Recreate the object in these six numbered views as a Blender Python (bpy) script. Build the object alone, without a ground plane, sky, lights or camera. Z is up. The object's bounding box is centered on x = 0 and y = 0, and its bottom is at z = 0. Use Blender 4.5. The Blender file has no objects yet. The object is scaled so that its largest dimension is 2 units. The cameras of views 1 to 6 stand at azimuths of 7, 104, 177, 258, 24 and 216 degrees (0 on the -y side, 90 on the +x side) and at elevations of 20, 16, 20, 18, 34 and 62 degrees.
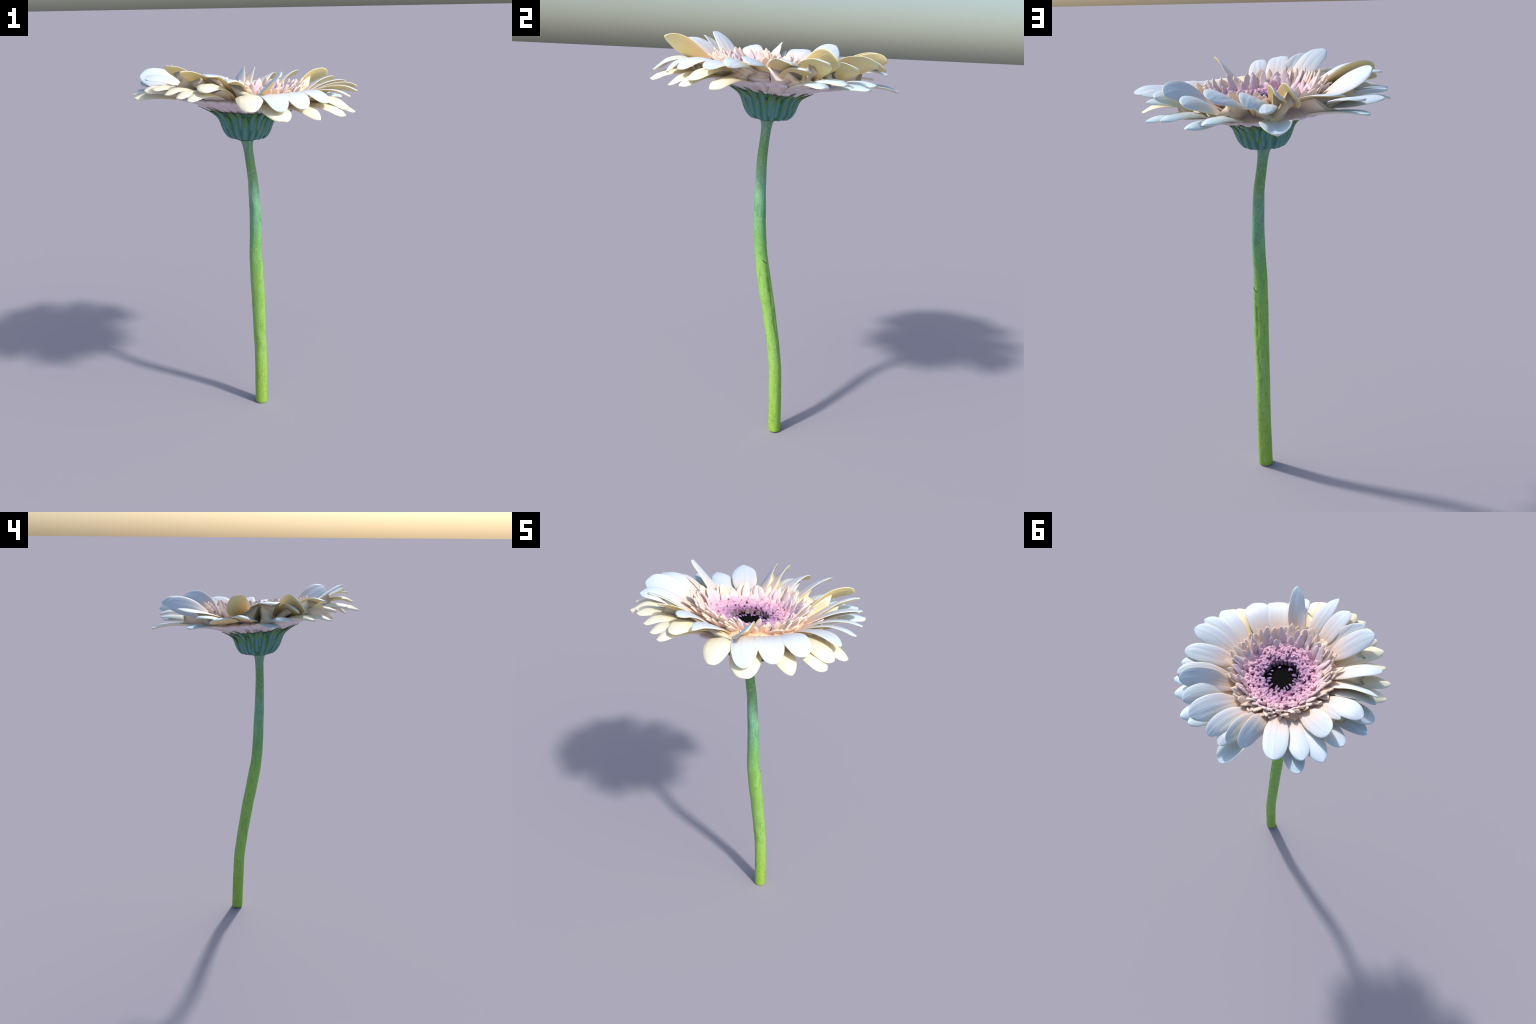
"""Pale cream gerbera on a long green stem, built part by part."""
import bpy, math, random
import numpy as np
from mathutils import Vector, Matrix

random.seed(11)
rng = np.random.default_rng(11)

CX, CY = 0.006, -0.012           # axis of the flower head
UX, UY = 0.002, -0.023           # axis of the green cup under it


def tilt(x, y):
    """The head leans a little: its (-x, -y) side stands higher (rim of the head)."""
    return -0.055 * (x - CX) - 0.040 * (y - CY)


def lean(x, y):
    """The same for the cup below, which leans more along y."""
    return -0.05 * (x - CX) - 0.085 * (y - CY)


def ring_lean(x, y):
    """The ring of short florets is slightly warped as well as tilted."""
    x, y = x - CX, y - CY
    return -0.03 * x - 0.065 * y + 0.45 * x * y


def seam(a):
    """Where one petal foot overlaps the next, round the underside of the head: 0..1 saw."""
    ph = (31 * a + 2.2 * math.sin(2 * a + 0.4) + 1.7 * math.sin(3 * a)) / (2 * math.pi)
    return ph - math.floor(ph)


def smooth(a, b, t):
    t = np.clip((t - a) / (b - a), 0, 1)
    return t * t * (3 - 2 * t)


def spline(pts, n):
    """Catmull-Rom through the given points, n samples, even arc length."""
    P = np.array(pts, float)
    P = np.vstack([2 * P[0] - P[1], P, 2 * P[-1] - P[-2]])
    out = []
    for i in range(1, len(P) - 2):
        for t in np.linspace(0, 1, 24, endpoint=False):
            a, b, c, d = P[i - 1], P[i], P[i + 1], P[i + 2]
            out.append(0.5 * (2 * b + (c - a) * t + (2 * a - 5 * b + 4 * c - d) * t * t
                              + (3 * b - 3 * c + d - a) * t ** 3))
    out.append(P[-2])
    out = np.array(out)
    L = np.concatenate([[0], np.cumsum(np.linalg.norm(np.diff(out, axis=0), axis=1))])
    s = np.linspace(0, L[-1], n)
    return np.stack([np.interp(s, L, out[:, k]) for k in range(out.shape[1])], -1)


# ------------------------------------------------------------------ node helpers
def new_mat(name, rough=0.55, **kw):
    m = bpy.data.materials.new(name)
    m.use_nodes = True
    nt = m.node_tree
    b = nt.nodes['Principled BSDF']
    b.inputs['Roughness'].default_value = rough
    b.inputs['Specular IOR Level'].default_value = kw.get('spec', 0.25)
    return m, nt, b


class N:
    def __init__(self, nt):
        self.nt = nt

    def put(self, sock, v):
        if v is None:
            return
        if hasattr(v, 'is_output'):
            self.nt.links.new(v, sock)
        elif hasattr(sock.default_value, '__len__') and hasattr(v, '__len__') and len(v) == 3 and len(sock.default_value) == 4:
            sock.default_value = (*v, 1)
        else:
            sock.default_value = v

    def coord(self, which='Object'):
        return self.nt.nodes.new('ShaderNodeTexCoord').outputs[which]

    def sep(self, v):
        n = self.nt.nodes.new('ShaderNodeSeparateXYZ')
        self.put(n.inputs[0], v)
        return n.outputs

    def comb(self, x, y, z):
        n = self.nt.nodes.new('ShaderNodeCombineXYZ')
        for s, v in zip(n.inputs, (x, y, z)):
            self.put(s, v)
        return n.outputs[0]

    def math(self, op, a, b=None, clamp=False):
        n = self.nt.nodes.new('ShaderNodeMath')
        n.operation = op
        n.use_clamp = clamp
        self.put(n.inputs[0], a)
        self.put(n.inputs[1], b)
        return n.outputs[0]

    def step(self, v, a, b, lo=0.0, hi=1.0):
        n = self.nt.nodes.new('ShaderNodeMapRange')
        n.interpolation_type = 'SMOOTHSTEP'
        self.put(n.inputs[0], v)
        for i, q in zip((1, 2, 3, 4), (a, b, lo, hi)):
            n.inputs[i].default_value = q
        return n.outputs[0]

    def noise(self, vec, scale, detail=3, rough=0.55):
        n = self.nt.nodes.new('ShaderNodeTexNoise')
        self.put(n.inputs['Vector'], vec)
        n.inputs['Scale'].default_value = scale
        n.inputs['Detail'].default_value = detail
        n.inputs['Roughness'].default_value = rough
        return n.outputs['Fac']

    def voro(self, vec, scale, feature='F1'):
        n = self.nt.nodes.new('ShaderNodeTexVoronoi')
        n.feature = feature
        self.put(n.inputs['Vector'], vec)
        n.inputs['Scale'].default_value = scale
        return n.outputs['Distance']

    def scale(self, vec, s):
        n = self.nt.nodes.new('ShaderNodeMapping')
        self.put(n.inputs['Vector'], vec)
        n.inputs['Scale'].default_value = s
        return n.outputs[0]

    def mix(self, fac, a, b):
        n = self.nt.nodes.new('ShaderNodeMix')
        n.data_type = 'RGBA'
        self.put(n.inputs[0], fac)
        self.put(n.inputs[6], a)
        self.put(n.inputs[7], b)
        return n.outputs[2]

    def ramp(self, fac, stops):
        n = self.nt.nodes.new('ShaderNodeValToRGB')
        self.put(n.inputs[0], fac)
        e = n.color_ramp.elements
        while len(e) < len(stops):
            e.new(0.5)
        for el, (p, c) in zip(e, stops):
            el.position = p
            el.color = (*c, 1)
        return n.outputs[0]

    def bump(self, h, strength, dist, bsdf):
        n = self.nt.nodes.new('ShaderNodeBump')
        n.inputs['Strength'].default_value = strength
        n.inputs['Distance'].default_value = dist
        self.put(n.inputs['Height'], h)
        self.nt.links.new(n.outputs[0], bsdf.inputs['Normal'])

    def rand(self):
        return self.nt.nodes.new('ShaderNodeObjectInfo').outputs['Random']


def srgb(r, g, b):
    f = lambda c: (c / 255 / 12.92) if c / 255 <= 0.04045 else ((c / 255 + 0.055) / 1.055) ** 2.4
    return (f(r), f(g), f(b))


# ------------------------------------------------------------------ materials
def add_translucent(nt, bsdf, col, fac):
    t = nt.nodes.new('ShaderNodeBsdfTranslucent')
    nt.links.new(col, t.inputs['Color'])
    mx = nt.nodes.new('ShaderNodeMixShader')
    mx.inputs[0].default_value = fac
    out = nt.nodes['Material Output']
    nt.links.new(bsdf.outputs[0], mx.inputs[1])
    nt.links.new(t.outputs[0], mx.inputs[2])
    nt.links.new(mx.outputs[0], out.inputs['Surface'])


def petal_material(name, foot, neck, mid, tip, wash):
    """Object x runs along the petal from its foot, y across it."""
    m, nt, b = new_mat(name, 0.5)
    n = N(nt)
    co = n.coord()
    x, y, z = n.sep(co)
    streak = n.noise(n.scale(co, (3, 60, 3)), 1.0, 4)
    broad = n.noise(n.scale(co, (7, 26, 7)), 1.0, 2)
    along = n.math('ADD', x, n.math('MULTIPLY', n.math('SUBTRACT', streak, 0.5), 0.10))
    c = n.ramp(n.math('MULTIPLY', along, 2.5), [(0.05, srgb(*foot)), (0.20, srgb(*neck)), (0.42, srgb(*mid)), (0.80, srgb(*tip))])
    c = n.mix(n.math('MULTIPLY', n.step(broad, 0.50, 0.72), 0.5), c, srgb(*wash))
    c = n.mix(n.math('MULTIPLY', n.step(streak, 0.58, 0.8), 0.22), c, srgb(*neck))
    nt.links.new(c, b.inputs['Base Color'])
    n.bump(n.math('ADD', streak, n.math('MULTIPLY', broad, 0.6)), 0.28, 0.009, b)
    add_translucent(nt, b, c, 0.10)
    return m


def ring_material(name, foot, low, mid, tip):
    m, nt, b = new_mat(name, 0.55)
    n = N(nt)
    co = n.coord()
    x, y, z = n.sep(co)
    streak = n.noise(n.scale(co, (8, 90, 8)), 1.0, 3)
    c = n.ramp(n.math('MULTIPLY', x, 9.0), [(0.0, srgb(*foot)), (0.22, srgb(*low)), (0.6, srgb(*mid)), (1.0, srgb(*tip))])
    c = n.mix(n.math('MULTIPLY', n.step(streak, 0.5, 0.75), 0.3), c, srgb(230, 214, 222))
    nt.links.new(c, b.inputs['Base Color'])
    n.bump(streak, 0.3, 0.004, b)
    add_translucent(nt, b, c, 0.10)
    return m


def disc_material():
    """Object origin sits on the head axis, so radius can drive the colour."""
    m, nt, b = new_mat('disc_floret_skin', 0.5)
    n = N(nt)
    co = n.coord()
    x, y, z = n.sep(co)
    r = n.math('SQRT', n.math('ADD', n.math('MULTIPLY', x, x), n.math('MULTIPLY', y, y)))
    grain = n.noise(co, 55, 2)
    r2 = n.math('ADD', r, n.math('MULTIPLY', n.math('SUBTRACT', grain, 0.5), 0.05))
    c = n.ramp(n.math('MULTIPLY', r2, 4.0), [(0.30, srgb(144, 118, 148)), (0.42, srgb(176, 136, 172)),
                                           (0.55, srgb(206, 160, 188)), (0.72, srgb(226, 180, 198)),
                                           (0.86, srgb(238, 206, 206))])
    c = n.mix(n.math('MULTIPLY', n.step(n.noise(co, 120, 2), 0.5, 0.7), 0.5), c, srgb(222, 182, 210))
    nt.links.new(c, b.inputs['Base Color'])
    return m


def plain(name, rgb, rough=0.6, var=None, scale=60):
    m, nt, b = new_mat(name, rough)
    n = N(nt)
    c = n.mix(n.step(n.noise(n.coord(), scale, 3), 0.4, 0.65), srgb(*rgb), srgb(*(var or rgb)))
    nt.links.new(c, b.inputs['Base Color'])
    return m


def pit_material():
    m, nt, b = new_mat('dark_pit', 0.9, spec=0.05)
    n = N(nt)
    co = n.coord()
    speck = n.step(n.voro(co, 60), 0.09, 0.05)
    c = n.mix(n.math('MULTIPLY', speck, 0.25), srgb(16, 16, 16), srgb(150, 150, 120))
    x, y, z = n.sep(co)
    r = n.math('SQRT', n.math('ADD', n.math('MULTIPLY', x, x), n.math('MULTIPLY', y, y)))
    c = n.mix(n.step(n.math('ADD', r, n.math('MULTIPLY', n.noise(co, 50, 2), 0.02)), 0.100, 0.116), c, srgb(168, 118, 150))
    n.bump(n.noise(co, 220, 3), 0.5, 0.003, b)
    nt.links.new(c, b.inputs['Base Color'])
    return m


def bract_material():
    """Object x runs from foot to point of the scale, y across it."""
    m, nt, b = new_mat('bract_skin', 0.55)
    n = N(nt)
    co = n.coord()
    x, y, z = n.sep(co)
    g = n.noise(n.scale(co, (14, 90, 14)), 1.0, 4)
    fine = n.noise(co, 160, 3)
    t = n.math('ADD', n.math('MULTIPLY', x, 5.6), n.math('MULTIPLY', n.math('SUBTRACT', g, 0.5), 0.25))
    c = n.ramp(t, [(0.0, srgb(56, 112, 84)), (0.45, srgb(58, 116, 100)), (0.58, srgb(74, 126, 70)),
                   (0.78, srgb(86, 128, 52)), (0.90, srgb(88, 76, 78)), (1.0, srgb(74, 52, 70))])
    side = n.step(n.math('ADD', n.math('ABSOLUTE', y), n.math('MULTIPLY', n.math('SUBTRACT', g, 0.5), 0.018)), 0.001, 0.018)
    c = n.mix(n.math('MULTIPLY', n.math('SUBTRACT', 1.0, side), 0.62), c, n.mix(n.step(t, 0.5, 0.8), srgb(108, 160, 172), srgb(92, 138, 82)))
    c = n.mix(n.math('MULTIPLY', n.step(fine, 0.5, 0.7), 0.25), c, srgb(112, 152, 140))
    nt.links.new(c, b.inputs['Base Color'])
    n.bump(g, 0.35, 0.004, b)
    return m


def stem_material():
    m, nt, b = new_mat('stem_skin', 0.5)
    n = N(nt)
    co = n.coord()
    x, y, z = n.sep(co)
    wob = n.noise(n.scale(co, (6, 6, 3)), 1.0, 3)
    h = n.math('ADD', n.math('MULTIPLY', z, 0.5), n.math('MULTIPLY', n.math('SUBTRACT', wob, 0.5), 0.10))
    c = n.ramp(h, [(0.0, srgb(144, 188, 62)), (0.10, srgb(146, 190, 74)), (0.22, srgb(148, 196, 96)),
                   (0.44, srgb(142, 194, 92)), (0.53, srgb(116, 178, 102)), (0.59, srgb(114, 176, 128)),
                   (0.655, srgb(118, 172, 144)), (0.70, srgb(114, 162, 112)), (0.74, srgb(110, 156, 96)),
                   (0.775, srgb(114, 158, 126)), (0.81, srgb(118, 160, 146))])
    # mottled fleck, denser on the lower half
    fl = n.noise(n.scale(co, (40, 40, 16)), 1.0, 5, 0.65)
    c = n.mix(n.math('MULTIPLY', n.step(fl, 0.48, 0.68), 0.7), c, n.mix(n.step(z, 0.9, 1.2), srgb(116, 164, 62), srgb(92, 146, 104)))
    fuzz = n.noise(n.scale(co, (150, 150, 70)), 1.0, 3)
    c = n.mix(n.math('MULTIPLY', n.step(fuzz, 0.48, 0.70), 0.38), c, srgb(186, 214, 150))
    pale = n.noise(n.scale(co, (30, 30, 5)), 1.0, 4)
    c = n.mix(n.math('MULTIPLY', n.step(pale, 0.55, 0.75), 0.35), c, srgb(176, 214, 138))
    # faint ring scars near the cut end
    scar = n.noise(n.scale(co, (10, 10, 46)), 1.0, 3)
    c = n.mix(n.math('MULTIPLY', n.step(scar, 0.60, 0.74), n.step(z, 0.9, 0.1, 0.0, 0.5)), c, srgb(104, 150, 50))
    # long dark furrow on the (+x, +y) face below the nick
    dx = n.math('SUBTRACT', x, 0.043)
    cy = n.step(z, 0.3, 0.95, 0.085, -0.022)
    ang = n.math('ARCTAN2', n.math('SUBTRACT', y, cy), dx)
    near = n.math('SUBTRACT', 1.0, n.step(n.math('ABSOLUTE', n.math('SUBTRACT', ang, 1.05)), 0.02, 0.40))
    span = n.math('MULTIPLY', n.step(z, 0.36, 0.52), n.math('SUBTRACT', 1.0, n.step(z, 0.84, 0.93)))
    rag = n.step(n.noise(n.scale(co, (60, 60, 24)), 1.0, 4), 0.36, 0.6)
    c = n.mix(n.math('MULTIPLY', n.math('MULTIPLY', near, span), n.math('MULTIPLY', rag, 0.6)), c, srgb(72, 116, 60))
    nt.links.new(c, b.inputs['Base Color'])
    n.bump(n.math('ADD', fl, fuzz), 0.4, 0.004, b)
    return m


# ------------------------------------------------------------------ objects
def make(name, verts, faces, mat, parent=None, matrix=None, smooth_shade=True, slots=None):
    me = bpy.data.meshes.new(name)
    me.from_pydata([tuple(v) for v in verts], [], faces)
    for q in (mat if isinstance(mat, (list, tuple)) else [mat]):
        me.materials.append(q)
    if slots is not None:
        me.polygons.foreach_set('material_index', slots)
    if smooth_shade:
        me.shade_smooth()
    me.update()
    o = bpy.data.objects.new(name, me)
    bpy.context.scene.collection.objects.link(o)
    if matrix is not None:
        o.matrix_world = matrix
    if parent is not None:
        o.parent = parent
        o.matrix_parent_inverse = PARENT_WORLD[parent.name].inverted()
    PARENT_WORLD[o.name] = matrix.copy() if matrix is not None else Matrix.Identity(4)
    return o


PARENT_WORLD = {}


def tube_faces(nr, nc, cap0=True, cap1=True):
    f = []
    for i in range(nr - 1):
        for j in range(nc):
            k = (j + 1) % nc
            f.append((i * nc + j, i * nc + k, (i + 1) * nc + k, (i + 1) * nc + j))
    if cap0:
        f.append(tuple(range(nc - 1, -1, -1)))
    if cap1:
        f.append(tuple((nr - 1) * nc + j for j in range(nc)))
    return f


FRAME = []          # across-directions of the last blade, station by station


def blade(spine, side0, width, thick, roll, cup, nc=26, groove=0.0, ripple=None):
    """A leaf-like solid: lens-shaped cross-sections along a spine.
    side0: direction across at roll 0.  roll, cup: per-station arrays."""
    n = len(spine)
    T = np.gradient(spine, axis=0)
    T /= np.linalg.norm(T, axis=1)[:, None]
    V = []
    FRAME.clear()
    half = nc // 2
    th = np.linspace(0, math.pi, half + 1)
    vtop = -np.cos(th)
    prof = [(v, 1) for v in vtop] + [(v, -1) for v in vtop[-2:0:-1]]
    for i in range(n):
        t = T[i]
        s = side0 - t * (side0 @ t)
        s /= np.linalg.norm(s)
        u = np.cross(t, s)
        c, d = math.cos(roll[i]), math.sin(roll[i])
        s, u = s * c + u * d, u * c - s * d
        w = max(width[i], 1e-4) / 2
        FRAME.append(s.copy())
        for v, sg in prof:
            body = (max(0.0, 1 - v * v)) ** 0.5
            h = sg * thick[i] / 2 * body
            h += cup[i] * (v * v) * w
            if groove:
                h -= groove * thick[i] * (math.exp(-((v - 0.3) / 0.13) ** 2) + math.exp(-((v + 0.33) / 0.13) ** 2)) * (0.5 if sg > 0 else 0.3)
            if ripple is not None:
                h += ripple[0] * w * math.sin(ripple[1] + i * ripple[2] + v * ripple[3]) * v * v
            V.append(spine[i] + s * v * w + u * h)
    return np.array(V), tube_faces(n, len(prof))


def local_frame(foot, az):
    m = Matrix.Rotation(az, 4, 'Z')
    m.translation = Vector(foot)
    return m


def to_local(V, M):
    I = np.array(M.inverted())
    return V @ I[:3, :3].T + I[:3, 3]


# ------------------------------------------------------------------ the thing
flower = bpy.data.objects.new('gerbera_flower', None)
bpy.context.scene.collection.objects.link(flower)
flower['label'] = 'cream white gerbera flower on one long bent green stem'
flower['category'] = 'flower'
PARENT_WORLD[flower.name] = Matrix.Identity(4)

# ---- stem: a slightly flattened tube that bends, with a nick in its side
STEM = [(0.0420, 0.0922, 0.0, .0350), (0.0439, 0.0895, 0.1, .0350), (0.0449, 0.0852, 0.2, .0353), (0.0455, 0.0812, 0.3, .0350),
        (0.0437, 0.0725, 0.4, .0348), (0.0423, 0.0496, 0.55, .0352), (0.0426, 0.0231, 0.7, .0366), (0.0415, 0.0033, 0.8, .0366),
        (0.0405, -0.0154, 0.9, .0358), (0.0395, -0.0290, 1.0, .0330), (0.0426, -0.0350, 1.1, .0319), (0.0426, -0.0385, 1.2, .0304),
        (0.0382, -0.0405, 1.3, .0282), (0.0316, -0.0402, 1.4, .0258), (0.0177, -0.0358, 1.5, .0240), (0.0072, -0.0310, 1.57, .0262),
        (0.0030, -0.0290, 1.605, .0360)]


def build_stem():
    nr, nc = 420, 48
    S = spline(STEM, nr)
    V = []
    for i in range(nr):
        cx, cy, z, r = S[i]
        rim = min(1.0, 0.90 + 0.10 * math.sqrt(min(1, i / 2.0)))
        ry = r * (0.925 if z < 1.0 else 0.955)
        for j in range(nc):
            a = 2 * math.pi * j / nc
            k = 1 + 0.018 * math.sin(3 * a + z * 4) + 0.012 * math.sin(5 * a - z * 7) + 0.012 * math.sin(z * 37 + a)
            # furrow below the nick
            da = (a - 1.05 + math.pi) % (2 * math.pi) - math.pi
            k -= 0.07 * math.exp(-(da / 0.22) ** 2) * float(smooth(0.40, 0.6, z)) * (1 - float(smooth(0.85, 0.93, z)))
            # the skin steps out just below the nick
            db = (a - 0.75 + math.pi) % (2 * math.pi) - math.pi
            k += 0.07 * math.exp(-(db / 0.6) ** 2) * (1 - float(smooth(0.918, 0.935, z))) * float(smooth(0.72, 0.9, z))
            zz = z + (0.006 * math.sin(a * 2 + 1) + 0.004 * math.sin(a * 3) if i == 0 else 0)
            V.append((cx + r * rim * k * math.cos(a), cy + ry * rim * k * math.sin(a), max(0.0, zz)))
    return make('stem', V, tube_faces(nr, nc), STEM_MAT, flower)


def build_nick():
    """The dark slit where the skin has split."""
    pts = []
    for t in np.linspace(0, 1, 14):
        a = 0.30 + 1.05 * t
        z = 0.905 + 0.028 * (1 - t) ** 1.3
        pts.append((0.0405 + 0.0357 * math.cos(a), -0.0175 + 0.0337 * math.sin(a), z))
    S = spline(pts, 30)
    T = np.gradient(S, axis=0)
    V = []
    for i, p in enumerate(S):
        t = T[i] / np.linalg.norm(T[i])
        out = np.array([p[0] - 0.0405, p[1] + 0.0175, 0])
        out /= np.linalg.norm(out)
        u = np.cross(t, out)
        w = 0.0022 * math.sin(math.pi * (0.06 + 0.88 * i / 29)) + 0.0004
        for j in range(8):
            a = 2 * math.pi * j / 8
            V.append(p + u * w * math.cos(a) + out * w * 0.6 * math.sin(a))
    make('split_skin', V, tube_faces(30, 8), plain('split_skin_dark', (40, 78, 62), 0.7, (60, 104, 70)), STEM_OBJ)


# ---- calyx cup
CUP = [(.028, 1.598), (.046, 1.602), (.068, 1.610), (.094, 1.624), (.112, 1.646), (.124, 1.673), (.134, 1.697), (.150, 1.718), (.182, 1.738)]


def revolve(profile, n, nr=60, rib=None, by=None, at=(CX, CY)):
    S = spline(profile, nr)
    V = []
    for i in range(nr):
        for j in range(n):
            a = 2 * math.pi * j / n
            r, z = S[i]
            if rib:
                r = r + rib(a, i / (nr - 1))
            x, y = at[0] + r * math.cos(a), at[1] + r * math.sin(a)
            k = float(smooth(0.03, 0.12, r)) if by is None else 1.0
            V.append((x, y, z + (by or lean)(x, y) * k))
    return V, tube_faces(nr, n)


def build_bracts(parent):
    # three overlapping rows of pointed scales hugging the cup
    rows = [(19, 0.35, 0.172, 0.042, 0.004, 0.1), (19, 0.15, 0.160, 0.043, 0.0055, 0.55), (19, 0.0, 0.138, 0.046, 0.007, 0.3)]
    prof = CUP[:-1] + [(.180, 1.738), (.214, 1.754), (.248, 1.767), (.285, 1.777)]
    S = spline(prof, 200)
    L = np.concatenate([[0], np.cumsum(np.linalg.norm(np.diff(S, axis=0), axis=1))])
    for cnt, t0, length, width, lift, ph in rows:
        for k in range(cnt):
            az = 2 * math.pi * (k + ph) / cnt + rng.normal(0, 0.05)
            ln = length * rng.uniform(0.78, 1.22)
            s0 = 0.045 + t0 * 0.15 + rng.normal(0, 0.003)
            bend = rng.normal(0, 0.05)
            pts = []
            n = 22
            for i in range(n):
                t = i / (n - 1)
                s = s0 + ln * t
                r, z = np.interp(s, L, S[:, 0]), np.interp(s, L, S[:, 1])
                j = np.interp(s + 1e-3, L, S[:, 0]) - r, np.interp(s + 1e-3, L, S[:, 1]) - z
                nn = np.array([j[1], -j[0]])
                nn /= np.linalg.norm(nn) + 1e-9
                off = lift * float(smooth(0, 0.15, t)) * (1 - 0.45 * t)
                r, z = r + nn[0] * off, z + nn[1] * off
                a = az + bend * t * t
                x, y = UX + r * math.cos(a), UY + r * math.sin(a)
                pts.append((x, y, z + lean(x, y) * float(smooth(0.03, 0.12, r))))
            sp = np.array(pts)
            tt = np.linspace(0, 1, n)
            w = width * rng.uniform(0.85, 1.12) * (0.30 + 0.70 * smooth(0, 0.25, tt)) * np.clip(1 - np.clip((tt - 0.35) / 0.65, 0, 1) ** 1.35, 0.02, 1)
            th = 0.006 * (1 - 0.5 * tt)
            side = np.array([-math.sin(az), math.cos(az), 0])
            # on the cup, the outward normal points down-and-out: the bulge faces outward
            V, F = blade(sp, side, w, th, np.zeros(n), np.full(n, 0.22) * (1 - tt * 0.6), nc=16)
            M = local_frame(sp[0], az)
            # tip the local x axis up along the scale
            d = sp[-1] - sp[0]
            M = Matrix.Translation(Vector(sp[0])) @ Matrix.Rotation(az, 4, 'Z') @ Matrix.Rotation(-math.atan2(d[2], math.hypot(d[0], d[1])), 4, 'Y')
            sc = 0.178 / np.linalg.norm(d)
            M = M @ Matrix.Scale(1 / sc, 4)
            make('bract', to_local(V, M), F, BRACT_MAT, parent, M)


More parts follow.
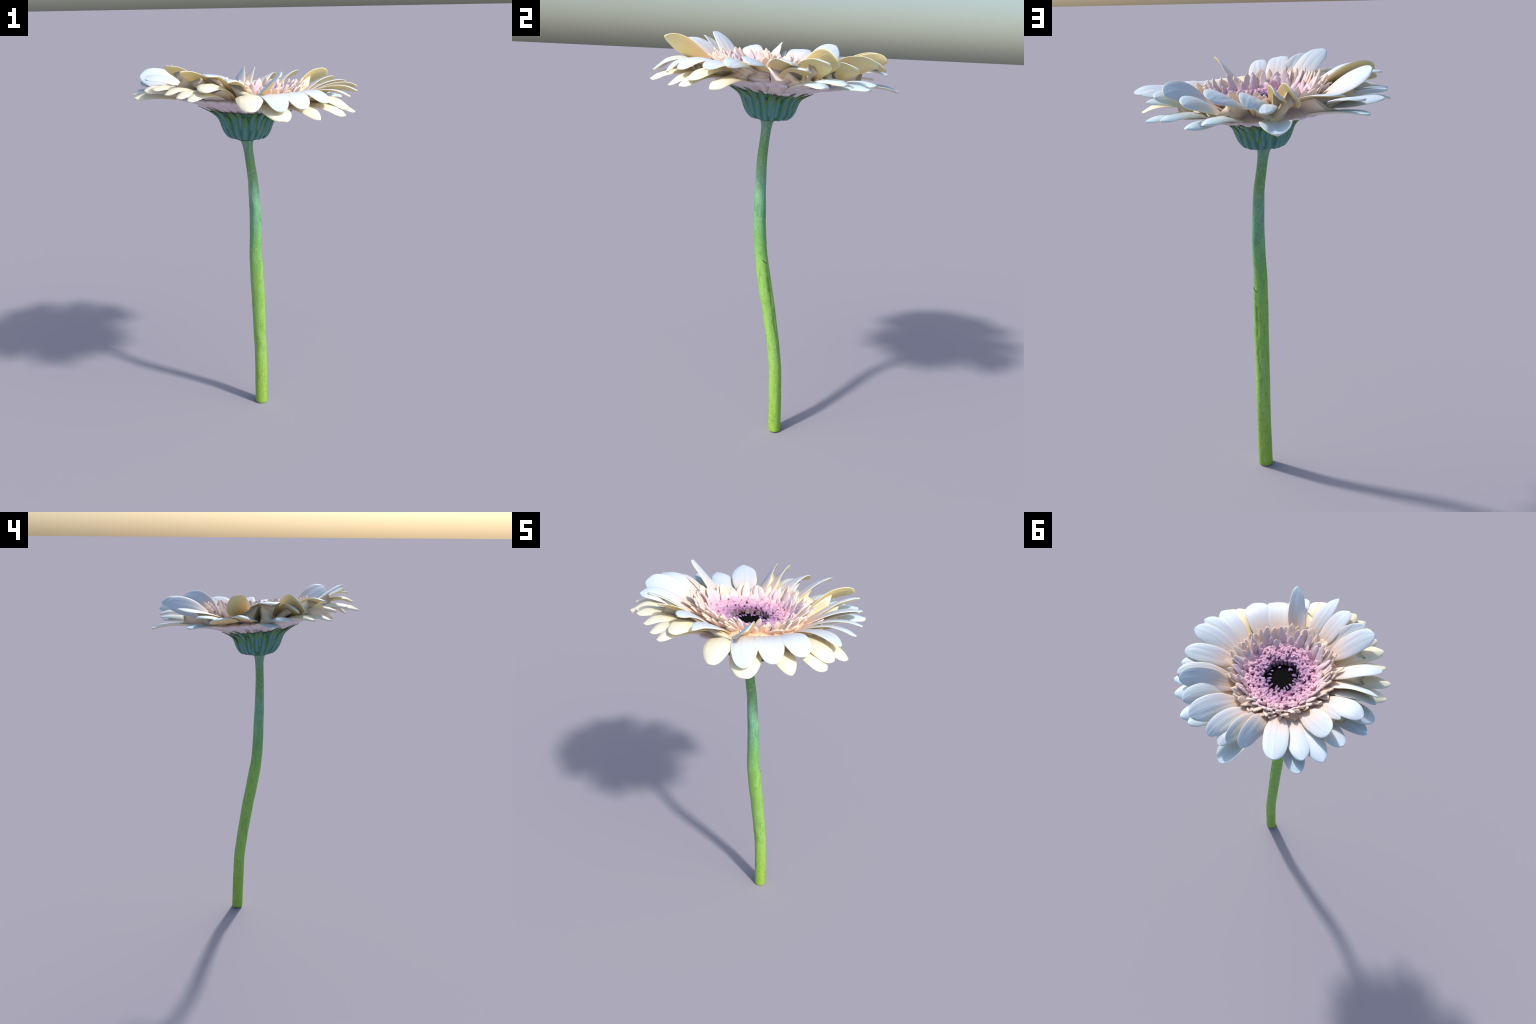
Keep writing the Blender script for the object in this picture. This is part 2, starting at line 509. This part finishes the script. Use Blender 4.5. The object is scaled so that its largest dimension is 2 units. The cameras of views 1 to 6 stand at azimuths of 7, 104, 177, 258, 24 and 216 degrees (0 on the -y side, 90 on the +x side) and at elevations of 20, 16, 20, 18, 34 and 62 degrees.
# ---- petals. One row each: tip x, y, z; azimuth of the foot (degrees); layer
# (U upper, M middle, L lower); width; roll (degrees, + lifts the left edge);
# arch (how far the middle stands above the straight line); pointedness of the tip;
# tint; cross curvature where it is not the usual one for its layer
PETALS = [
    (0.214, -0.466, 1.957, -72, 'U', 0.113, 42, 0.015, 0.4, 'cool', None),
    (-0.007, -0.533, 1.938, -87, 'U', 0.091, -12, 0.03, 0.9, 'cool', None),
    (0.092, -0.559, 1.815, -81, 'L', 0.127, 0, 0.06, 0.0, 'cream', None),
    (-0.112, -0.473, 1.959, -103, 'U', 0.107, -8, 0.028, 0.0, 'cool', None),
    (-0.124, -0.523, 1.897, -99, 'M', 0.115, -8, 0.046, 0.0, 'cream', None),
    (-0.236, -0.431, 1.974, -113, 'U', 0.102, 18, 0.014, 0.5, 'cool', None),
    (-0.180, -0.538, 1.857, -106, 'L', 0.098, 0, 0.045, 0.0, 'cream', None),
    (-0.313, -0.391, 1.996, -123, 'U', 0.118, 20, 0.018, 0.0, 'cool', None),
    (-0.237, -0.502, 1.865, -116, 'L', 0.098, 0, 0.045, 0.0, 'cream', None),
    (-0.303, -0.454, 1.876, -125, 'L', 0.092, 0, 0.045, 0.0, 'cream', None),
    (-0.374, -0.401, 1.892, -134, 'L', 0.103, -8, 0.04, 0.0, 'cream', None),
    (-0.433, -0.326, 1.879, -144, 'L', 0.098, -12, 0.036, 0.0, 'cream', None),
    (-0.445, -0.263, 1.927, -149, 'U', 0.102, -10, 0.03, 0.0, 'cool', None),
    (-0.496, -0.279, 1.841, -152, 'L', 0.098, -12, 0.03, 0.0, 'cream', None),
    (-0.509, -0.119, 1.926, -159, 'U', 0.128, -50, 0.02, 0.0, 'cool', None),
    (-0.530, -0.183, 1.845, -162, 'L', 0.098, -8, 0.03, 0.0, 'cream', None),
    (-0.515, -0.100, 1.893, -165, 'M', 0.098, -30, 0.03, 0.0, 'cool', None),
    (-0.511, 0.027, 1.924, 176, 'U', 0.118, 0, 0.026, 0.0, 'cool', None),
    (-0.551, -0.030, 1.850, -173, 'L', 0.115, 0, 0.022, 0.0, 'cool', None),
    (-0.551, 0.034, 1.812, 176, 'L', 0.115, 0, 0.016, 0.4, 'cool', 0.05),
    (-0.423, 0.091, 1.915, 167, 'U', 0.070, 25, 0.014, 0.4, 'cool', None),
    (-0.436, 0.204, 1.954, 152, 'U', 0.123, 42, 0.002, 0.0, 'cool', None),
    (-0.504, 0.187, 1.867, 162, 'M', 0.115, 0, 0.012, 0.0, 'cool', None),
    (-0.469, 0.305, 1.846, 143, 'M', 0.115, 15, 0.014, 0.3, 'cool', None),
    (-0.381, 0.360, 1.851, 137, 'M', 0.109, 0, 0.016, 0.0, 'cool', None),
    (-0.391, 0.410, 1.800, 128, 'L', 0.115, 0, 0.014, 0.0, 'cool', 0.05),
    (-0.274, 0.451, 1.882, 122, 'U', 0.128, 0, 0.01, 0.0, 'cool', None),
    (-0.099, 0.490, 1.892, 108, 'U', 0.112, -48, 0.016, 0.0, 'cool', None),
    (-0.025, 0.567, 1.760, 98, 'L', 0.127, 0, 0.02, 0.0, 'cool', 0.12),
    (-0.030, 0.505, 1.894, 101, 'U', 0.096, -50, 0.02, 0.0, 'cool', None),
    (0.010, 0.518, 1.832, 86, 'M', 0.103, 0, 0.036, 0.0, 'cool', None),
    (0.083, 0.513, 1.853, 88, 'U', 0.102, -30, 0.036, 0.0, 'cool', None),
    (0.216, 0.488, 1.881, 73, 'U', 0.134, -32, 0.024, 0.0, 'cool', None),
    (0.234, 0.492, 1.793, 66, 'L', 0.115, 0, 0.024, 0.0, 'cool', None),
    (0.304, 0.475, 1.776, 58, 'L', 0.109, 0, 0.022, 0.0, 'cool', None),
    (0.318, 0.423, 1.855, 53, 'M', 0.115, -28, 0.03, 0.0, 'cool', None),
    (0.408, 0.391, 1.795, 45, 'L', 0.109, 0, 0.03, 0.0, 'cool', None),
    (0.395, 0.349, 1.889, 46, 'U', 0.118, -42, 0.028, 0.0, 'cool', None),
    (0.433, 0.323, 1.873, 33, 'M', 0.115, -30, 0.028, 0.0, 'cool', None),
    (0.477, 0.314, 1.782, 35, 'L', 0.103, 0, 0.024, 0.0, 'cool', None),
    (0.476, 0.241, 1.846, 23, 'M', 0.098, -10, 0.022, 0.0, 'cool', None),
    (0.497, 0.183, 1.868, 15, 'U', 0.107, -18, 0.024, 0.0, 'cool', None),
    (0.553, 0.027, 1.861, 5, 'U', 0.107, -18, 0.028, 0.0, 'cool', None),
    (0.554, -0.059, 1.848, -3, 'U', 0.096, -22, 0.03, 0.0, 'cool', None),
    (0.521, -0.164, 1.833, -10, 'U', 0.102, -12, 0.032, 0.0, 'cool', None),
    (0.500, -0.279, 1.759, -28, 'L', 0.115, 0, 0.042, 0.0, 'cream', None),
    (0.414, -0.320, 1.823, -34, 'U', 0.134, 0, 0.046, 0.0, 'cool', None),
    (0.386, -0.376, 1.754, -44, 'L', 0.109, 0, 0.042, 0.5, 'cream', None),
    (0.316, -0.414, 1.807, -52, 'U', 0.123, 0, 0.046, 0.0, 'cool', None),
    (0.515, -0.233, 1.786, -23, 'M', 0.115, 0, 0.042, 0.0, 'cream', None),
    (0.546, -0.124, 1.756, -12, 'L', 0.098, 0, 0.036, 0.0, 'cream', None),
    (0.233, -0.524, 1.770, -66, 'L', 0.138, 0, 0.042, 0.0, 'cream', None),
    (0.222, -0.515, 1.810, -67, 'U', 0.118, 0, 0.044, 0.0, 'cool', None),
]
LAYER = {'U': [(.150, 1.760), (.235, 1.804), (.275, 1.828)],
         'M': [(.145, 1.735), (.225, 1.778), (.265, 1.800)],
         'L': [(.134, 1.724), (.198, 1.762), (.255, 1.778)]}


SPINES = []


def build_webs(parent):
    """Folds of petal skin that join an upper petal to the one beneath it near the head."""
    def cut(P, r):
        rr = np.hypot(P[2][:, 0] - CX, P[2][:, 1] - CY)
        rr = np.maximum.accumulate(rr)
        c = np.array([np.interp(r, rr, P[2][:, k]) for k in range(3)])
        s = np.array([np.interp(r, rr, P[3][:, k]) for k in range(3)])
        return c, s, np.interp(r, rr, P[4])
    for up in SPINES:
        if up[1] == 'L':
            continue
        best = None
        for lo in SPINES:
            d = abs((lo[0] - up[0] + math.pi) % (2 * math.pi) - math.pi)
            if lo[1] != 'U' and lo is not up and up[5] - lo[5] > .025 and d < math.radians(13):
                if best is None or d < best[0]:
                    best = (d, lo)
        if best is None:
            # nothing beneath: the fold runs down to the cone under the head
            rr = np.linspace(.16, .36, 20)
            P = np.stack([CX + rr * math.cos(up[0]), CY + rr * math.sin(up[0]), np.interp(rr, [.16, .20, .24, .29, .36], [1.732, 1.754, 1.774, 1.800, 1.826])], -1)
            P[:, 2] += [lean(q[0], q[1]) for q in P]
            sd = np.tile([-math.sin(up[0]), math.cos(up[0]), 0], (20, 1))
            best = (0, (up[0], 'L', P, sd, np.full(20, .10), 1.79, 0))
            R, kk, lagk, pinch = rng.uniform(.32, .35), rng.uniform(.44, .50), .08, .06
        else:
            R, kk, lagk, pinch = rng.uniform(.39, .44), rng.uniform(.30, .36) * (.75 if abs(up[6]) > 25 else 1), .22, .30
        lo = best[1]
        if abs(up[6]) > 38 and up[5] > 1.91:
            continue
        V, n = [], 22
        for i in range(n):
            f = i / (n - 1)
            r = .20 + (R - .20) * f
            loop = []
            for side in (1, -1):
                lev = (0, .18, .4, .62, .84, 1.0)
                for q in (lev if side == 1 else lev[::-1]):
                    lag = 1 - lagk * math.sin(math.pi * q)
                    rq = .20 + (r - .20) * lag
                    cu, su, wu = cut(up, rq)
                    cl, sl, wl = cut(lo, rq)
                    cu = cu - np.array([0, 0, .007])
                    nar = 1 - pinch * math.sin(math.pi * q)
                    p = cu * (1 - q) + cl * q + side * kk * nar * (su * wu * (1 - q) + sl * wl * q)
                    loop.append(p)
            V.extend(loop)
        make('petal_fold', to_local(np.array(V), local_frame(up[2][0], up[0])), tube_faces(n, 12), FOLD_MAT if lagk > .1 else PALE_MAT, parent, local_frame(up[2][0], up[0]))


def build_petal(row, parent):
    tx, ty, tz, baz, lay, wid, roll, arch, point, tint, cup0 = row
    baz = math.radians(baz)
    tip = np.array([tx, ty, tz])
    foot = []
    for r, z in LAYER[lay]:
        x, y = CX + r * math.cos(baz), CY + r * math.sin(baz)
        foot.append(np.array([x, y, z + (tilt if lay == 'U' else lean)(x, y)]))
    b = foot[-1]
    up = np.array([0, 0, 1.0])
    mids = [b + (tip - b) * q + up * arch * k for q, k in ((0.28, 0.72), (0.55, 1.05), (0.80, 0.80))]
    n = 52
    sp = spline(foot + mids + [tip], 400)
    t = np.linspace(0, 1, n)
    t = 1 - (1 - t) ** 1.45                      # closer stations toward the tip
    sp = np.stack([np.interp(t, np.linspace(0, 1, 400), sp[:, k]) for k in range(3)], -1)
    taz = math.atan2(ty - CY, tx - CX)
    side = np.array([-math.sin(taz), math.cos(taz), 0])
    k = 0.68 if lay == 'L' else 0.45
    w = k + (1 - k) * smooth(0.18, 0.62, t)
    e = np.clip((t - 0.68) / 0.32, 0, 1)
    pw = 2.6 - 1.1 * point
    w = w * np.clip(1 - e ** pw, 0, 1) ** (0.5 + 0.25 * point)
    w = np.maximum(w * wid, 0.003)
    th = 0.0145 * (1 - 0.35 * t)
    rl = np.radians(roll) * smooth(0.1, 0.75, t) + rng.normal(0, 0.05)
    cup = {'U': rng.uniform(-0.14, 0.0), 'M': -0.20, 'L': -0.30}[lay] * smooth(0.2, 0.7, t) + 0.08 * (1 - t) + rng.normal(0, 0.03)
    if cup0 is not None:
        cup = cup0 * smooth(0.2, 0.7, t)
    rip = (rng.uniform(0.02, 0.075), rng.uniform(0, 6.28), rng.uniform(0.08, 0.2), rng.uniform(-1.5, 1.5))
    V, F = blade(sp, side, w, th, rl, cup, nc=28, groove=0.42, ripple=rip)
    SPINES.append((taz, lay, sp, np.array(FRAME), w, tz, roll))
    M = local_frame(foot[1], taz)
    nc = 28
    slots = []
    for i in range(n - 1):
        for j in range(nc):
            slots.append(1 if j in (0, 13, 14, 27) else (0 if j < 14 else 2))
    slots += [1, 1]
    return make('petal', to_local(V, M), F, [PETAL_MATS[tint], EDGE_MAT, LOW_BACK_MAT if lay == 'L' else BACK_MAT], parent, M, slots=slots)


def build_ring(parent):
    """Short pale florets leaning outward between the disc and the long petals."""
    rows = [(41, .222, 1.832, .295, 1.872, .046, 0.0), (40, .211, 1.828, .278, 1.889, .047, 0.5),
            (37, .200, 1.823, .256, 1.887, .046, 0.2), (32, .191, 1.820, .231, 1.865, .043, 0.7), (28, .180, 1.819, .207, 1.845, .036, 0.4)]
    for cnt, r0, z0, r1, z1, wid, ph in rows:
        for k in range(cnt):
            az = 2 * math.pi * (k + ph) / cnt + rng.normal(0, 0.035)
            az1 = az + rng.normal(0, 0.05)
            ra, rb = r0 + rng.normal(0, .004), r1 + rng.normal(0, .012)
            za, zb = z0 - .014, z1 + rng.normal(0, .011)

            def P(r, z, a):
                x, y = CX + r * math.cos(a), CY + r * math.sin(a)
                return np.array([x, y, z + ring_lean(x, y)])
            n = 18
            curl = rng.uniform(-.006, .010)
            mid = P(ra * .45 + rb * .55 + curl * .6, za * .45 + zb * .55 - curl * .5, (az + az1) / 2)
            sp = spline([P(ra, za, az), mid, P(rb, zb, az1)], n)
            t = np.linspace(0, 1, n)
            t2 = 1 - (1 - t) ** 1.4
            sp = np.stack([np.interp(t2, t, sp[:, q]) for q in range(3)], -1)
            t = t2
            e = np.clip((t - .45) / .55, 0, 1)
            p = rng.uniform(1.2, 2.6)
            w = wid * rng.uniform(.72, 1.12) * (0.75 + 0.25 * smooth(0, .5, t)) * np.maximum(np.clip(1 - e ** p, 0, 1) ** .6, .05)
            th = .015 * (1 - .4 * t)
            side = np.array([-math.sin(az), math.cos(az), 0])
            V, F = blade(sp, side, w, th, np.full(n, rng.normal(0, .20)), rng.uniform(-.25, .38) * smooth(.2, .8, t), nc=16, ripple=(rng.uniform(.05, .16), rng.uniform(0, 6.28), .5, rng.uniform(-3, 3)))
            M = local_frame(sp[0], az)
            make('inner_petal', to_local(V, M), F, RING_MATS[0 if r1 > .27 else 1], parent, M)


def build_corolla_base():
    """Solid under the petals: their feet overlap like shingles round its flank."""
    def rib(a, t):
        bare = math.exp(-(((a - 0.30 + math.pi) % (2 * math.pi) - math.pi) / 0.38) ** 2)      # no low petals on this side
        return -.045 * bare * float(smooth(.22, .40, t)) * (1 - float(smooth(.50, .60, t))) + .026 * (math.sin(math.pi * seam(a)) - .4) * (1 - .7 * bare) * float(smooth(.36, .50, t)) * (1 - float(smooth(.56, .66, t))) \
            + (0.012 * seam(a) - 0.007) * float(smooth(.03, .2, t)) * (1 - float(smooth(.50, .60, t)))
    prof = [(.10, 1.655), (.124, 1.702), (.153, 1.727), (.190, 1.748), (.236, 1.766), (.275, 1.777), (.320, 1.786), (.338, 1.796), (.318, 1.803), (.284, 1.812), (.262, 1.824),
            (.225, 1.825), (.19, 1.815), (.15, 1.808), (.128, 1.796), (.128, 1.75)]
    V, F = revolve(prof, 620, 90, rib, at=((CX + UX) / 2, (CY + UY) / 2))
    return make('corolla', V, F, BASE_MAT, flower)


def fuse(o, voxel, wobble):
    """Melt overlapping pieces of a part into one lumpy skin."""
    r = o.modifiers.new('fuse', 'REMESH')
    r.mode = 'VOXEL'
    r.voxel_size = voxel
    s = o.modifiers.new('soften', 'SMOOTH')
    s.factor, s.iterations = 0.5, 2
    tex = bpy.data.textures.new('lumps', 'CLOUDS')
    tex.noise_scale = .012
    d = o.modifiers.new('lumps', 'DISPLACE')
    d.texture, d.strength, d.texture_coords = tex, wobble * 2, 'LOCAL'
    bpy.context.view_layer.update()
    me = bpy.data.meshes.new_from_object(o.evaluated_get(bpy.context.evaluated_depsgraph_get()))
    o.modifiers.clear()
    me.shade_smooth()
    o.data = me


def build_center():
    # dark well with a flat floor, inside the ring of small pink florets
    D = 0.008
    M = Matrix.Translation((CX, CY, 1.783 + D))
    prof = [(.17, 1.798), (.14, 1.804), (.112, 1.806), (.100, 1.803), (.093, 1.792), (.086, 1.784), (.074, 1.782), (.050, 1.783), (.020, 1.783), (.002, 1.783)]
    V, F = revolve([(r, z + D) for r, z in prof], 96, 60, None, by=tilt)
    F = F[:-2] + F[-1:]                          # open rim, closed floor
    center = make('flower_center', to_local(np.array(V), M), F, PIT_MAT, flower, M)
    # small florets, spiralling outward
    verts, faces = [], []

    def lump(c, r, h, lean, spin):
        """A little open bud: a knob with a lobed, dimpled mouth."""
        nb, nseg = 7, 10
        base = len(verts)
        ax = np.array([math.cos(spin[0]) * lean, math.sin(spin[0]) * lean, 1.0])
        ax /= np.linalg.norm(ax)
        s = np.cross(ax, [0, 1, 0]); s /= np.linalg.norm(s)
        u = np.cross(ax, s)
        lobes = spin[2]
        for i, (q, hh) in enumerate([(.55, -.9), (.8, -.3), (1.0, .35), (.95, .8), (.68, 1.0), (.34, .82), (.06, .62)]):
            for j in range(nseg):
                a = 2 * math.pi * j / nseg
                lob = 1 + (.22 if 2 <= i <= 4 else .05) * math.cos(lobes * a + spin[1])
                verts.append(c + (s * math.cos(a) + u * math.sin(a)) * r * q * lob + ax * h * (hh + (.18 * math.cos(lobes * a + spin[1]) if i in (3, 4) else 0)))
        for f in tube_faces(nb, nseg):
            faces.append(tuple(base + k for k in f))

    n = 560
    for k in range(n):
        q = (k + .5) / n
        r = math.sqrt(.096 ** 2 + (.204 ** 2 - .096 ** 2) * q) + rng.normal(0, .003)
        a = k * 2.399963 + rng.normal(0, .06)
        x, y = CX + r * math.cos(a), CY + r * math.sin(a)
        gap = math.sin(5 * a + 1.0) * math.sin(3 * a) if r < .14 else 0
        if gap > .45 and rng.random() < .6:
            continue
        z = D + 1.810 + .004 * float(smooth(.16, .20, r)) + rng.normal(0, .003) + tilt(x, y)
        sz = rng.uniform(.0068, .0112) * (1.15 if r > .16 else 1)
        lump(np.array([x, y, z]), sz, sz * rng.uniform(.6, 1.15), rng.uniform(-.3, .6), (a + rng.normal(0, .5), rng.uniform(0, 6.28), int(rng.integers(2, 5))))

    def tongue(r0, z0, r1, z1, a, wid, th, store_v, store_f):
        side = np.array([-math.sin(a), math.cos(a), 0])

        def P(r, z):
            x, y = CX + r * math.cos(a), CY + r * math.sin(a)
            return np.array([x, y, z + D + tilt(x, y)])
        sp = spline([P(r0, z0), P(r0 * .45 + r1 * .55, z0 * .5 + z1 * .5 + .003), P(r1, z1)], 10)
        t = np.linspace(0, 1, 10)
        w = wid * np.sqrt(np.clip(1 - np.clip((t - .4) / .62, 0, 1) ** 2, .02, 1)) * rng.uniform(.8, 1.15)
        V, F = blade(sp, side, w, np.full(10, th), np.full(10, rng.normal(0, .25)), np.full(10, rng.uniform(-.2, .4)), nc=12)
        base = len(store_v)
        store_f.extend(tuple(base + q for q in f) for f in F)
        store_v.extend(V)
    # little tongues among the knobs
    for k in range(110):
        r = rng.uniform(.115, .195)
        tongue(r, 1.806, r + rng.uniform(.004, .016), 1.818 + rng.uniform(0, .012), rng.uniform(0, 6.28), rng.uniform(.010, .017), .005, verts, faces)
    o = make('disc_floret', to_local(np.array(verts), M), faces, DISC_MAT, center, M)
    o['kind'] = 'stuff'
    fuse(o, .0026, .0020)
    # upright scales lining the well
    verts3, faces3 = [], []
    for k in range(26):
        a = 2 * math.pi * k / 26 + rng.normal(0, .06)
        if math.sin(3 * a + .5) > .75:
            continue
        tongue(.090, 1.782, .0935 + rng.normal(0, .003), 1.813 + rng.normal(0, .004), a, .022, .006, verts3, faces3)
    o = make('well_scale', to_local(np.array(verts3), M), faces3, WELL_MAT, center, M)
    o['kind'] = 'stuff'
    # pale lobes fringing the black floor
    verts2, faces2 = [], []
    for k in range(26):
        a = 2 * math.pi * k / 26 + rng.normal(0, .04)
        if rng.random() < .12:
            continue
        tongue(.079, 1.783, .058 + rng.normal(0, .005), 1.789 + rng.normal(0, .002), a + rng.normal(0, .06), .0135 * rng.uniform(.7, 1.25), .006, verts2, faces2)
    o = make('fringe_lobe', to_local(np.array(verts2), M), faces2, FRINGE_MAT, center, M)
    o['kind'] = 'stuff'


def base_material():
    m, nt, b = new_mat('petal_foot_skin', 0.6)
    n = N(nt)
    co = n.coord()
    x, y, z = n.sep(co)
    a = n.math('ARCTAN2', n.math('SUBTRACT', y, CY), n.math('SUBTRACT', x, CX))
    w1 = n.math('MULTIPLY', n.math('SINE', n.math('ADD', n.math('MULTIPLY', a, 2.0), 0.4)), 2.2)
    w2 = n.math('MULTIPLY', n.math('SINE', n.math('MULTIPLY', a, 3.0)), 1.7)
    ph = n.math('DIVIDE', n.math('ADD', n.math('MULTIPLY', a, 31.0), n.math('ADD', w1, w2)), 2 * math.pi)
    saw = n.math('FRACT', ph)
    line = n.math('SUBTRACT', 1.0, n.step(n.math('ABSOLUTE', n.math('SUBTRACT', saw, 0.03)), 0.0, 0.10))
    streak = n.noise(n.comb(n.math('MULTIPLY', a, 30.0), n.math('MULTIPLY', z, 6.0), 0.0), 1.0, 3)
    c = n.mix(n.step(streak, 0.4, 0.7), srgb(232, 222, 226), srgb(222, 212, 222))
    c = n.mix(n.math('MULTIPLY', line, 0.7), c, srgb(226, 184, 158))
    rad = n.math('SQRT', n.math('ADD', n.math('POWER', n.math('SUBTRACT', x, CX), 2.0), n.math('POWER', n.math('SUBTRACT', y, CY), 2.0)))
    c = n.mix(n.math('MULTIPLY', n.step(z, 1.80, 1.812), n.step(rad, 0.31, 0.29)), c, n.mix(n.step(rad, 0.205, 0.235), srgb(208, 160, 186), srgb(240, 204, 174)))
    nt.links.new(c, b.inputs['Base Color'])
    return m


STEM_MAT = stem_material()
PALE_MAT = plain('petal_foot_back', (234, 224, 226), 0.55, (238, 218, 206), 18)
FOLD_MAT = plain('petal_fold_skin', (240, 220, 186), 0.55, (238, 228, 210), 14)
EDGE_MAT = petal_material('petal_edge_skin', (248, 210, 158), (250, 230, 186), (248, 240, 204), (244, 243, 214), (240, 234, 208))
BACK_MAT = petal_material('petal_back_skin', (238, 222, 212), (246, 214, 156), (246, 220, 152), (243, 231, 176), (240, 216, 172))  # golden tone on the petal undersides, paler at the foot
LOW_BACK_MAT = petal_material('lower_petal_back_skin', (232, 222, 224), (234, 222, 220), (238, 228, 212), (241, 236, 210), (232, 224, 224))
PETAL_MATS = {'cool': petal_material('petal_skin', (250, 206, 164), (242, 222, 208), (224, 232, 241), (210, 234, 248), (226, 226, 240)),  # white cooled to blue: sky light and shade on upper faces tinted in
              'cream': petal_material('sun_tinted_petal_skin', (248, 208, 160), (249, 226, 188), (249, 238, 206), (248, 244, 222), (242, 232, 214))}  # cream paints low sunlight onto the petals of the sunny side
RING_MATS = [ring_material('outer_floret_skin', (246, 204, 166), (247, 220, 196), (247, 228, 210), (250, 222, 190)),
             ring_material('inner_floret_skin', (230, 186, 200), (236, 214, 218), (243, 226, 216), (248, 220, 192))]
DISC_MAT = disc_material()
PIT_MAT = pit_material()
BRACT_MAT = bract_material()
BASE_MAT = base_material()
CUP_MAT = plain('calyx_skin', (62, 108, 84), 0.6, (78, 124, 92), 50)
WELL_MAT = plain('well_scale_skin', (136, 122, 122), 0.5, (150, 112, 150), 45)
FRINGE_MAT = plain('fringe_skin', (176, 140, 190), 0.5, (150, 118, 168), 80)

STEM_OBJ = build_stem()
build_nick()
V, F = revolve(CUP, 96, 50, at=(UX, UY))
calyx = make('calyx', V, F, CUP_MAT, flower)
build_bracts(calyx)
corolla = build_corolla_base()
for row in PETALS:
    build_petal(row, corolla)
build_webs(corolla)
build_ring(corolla)
build_center()
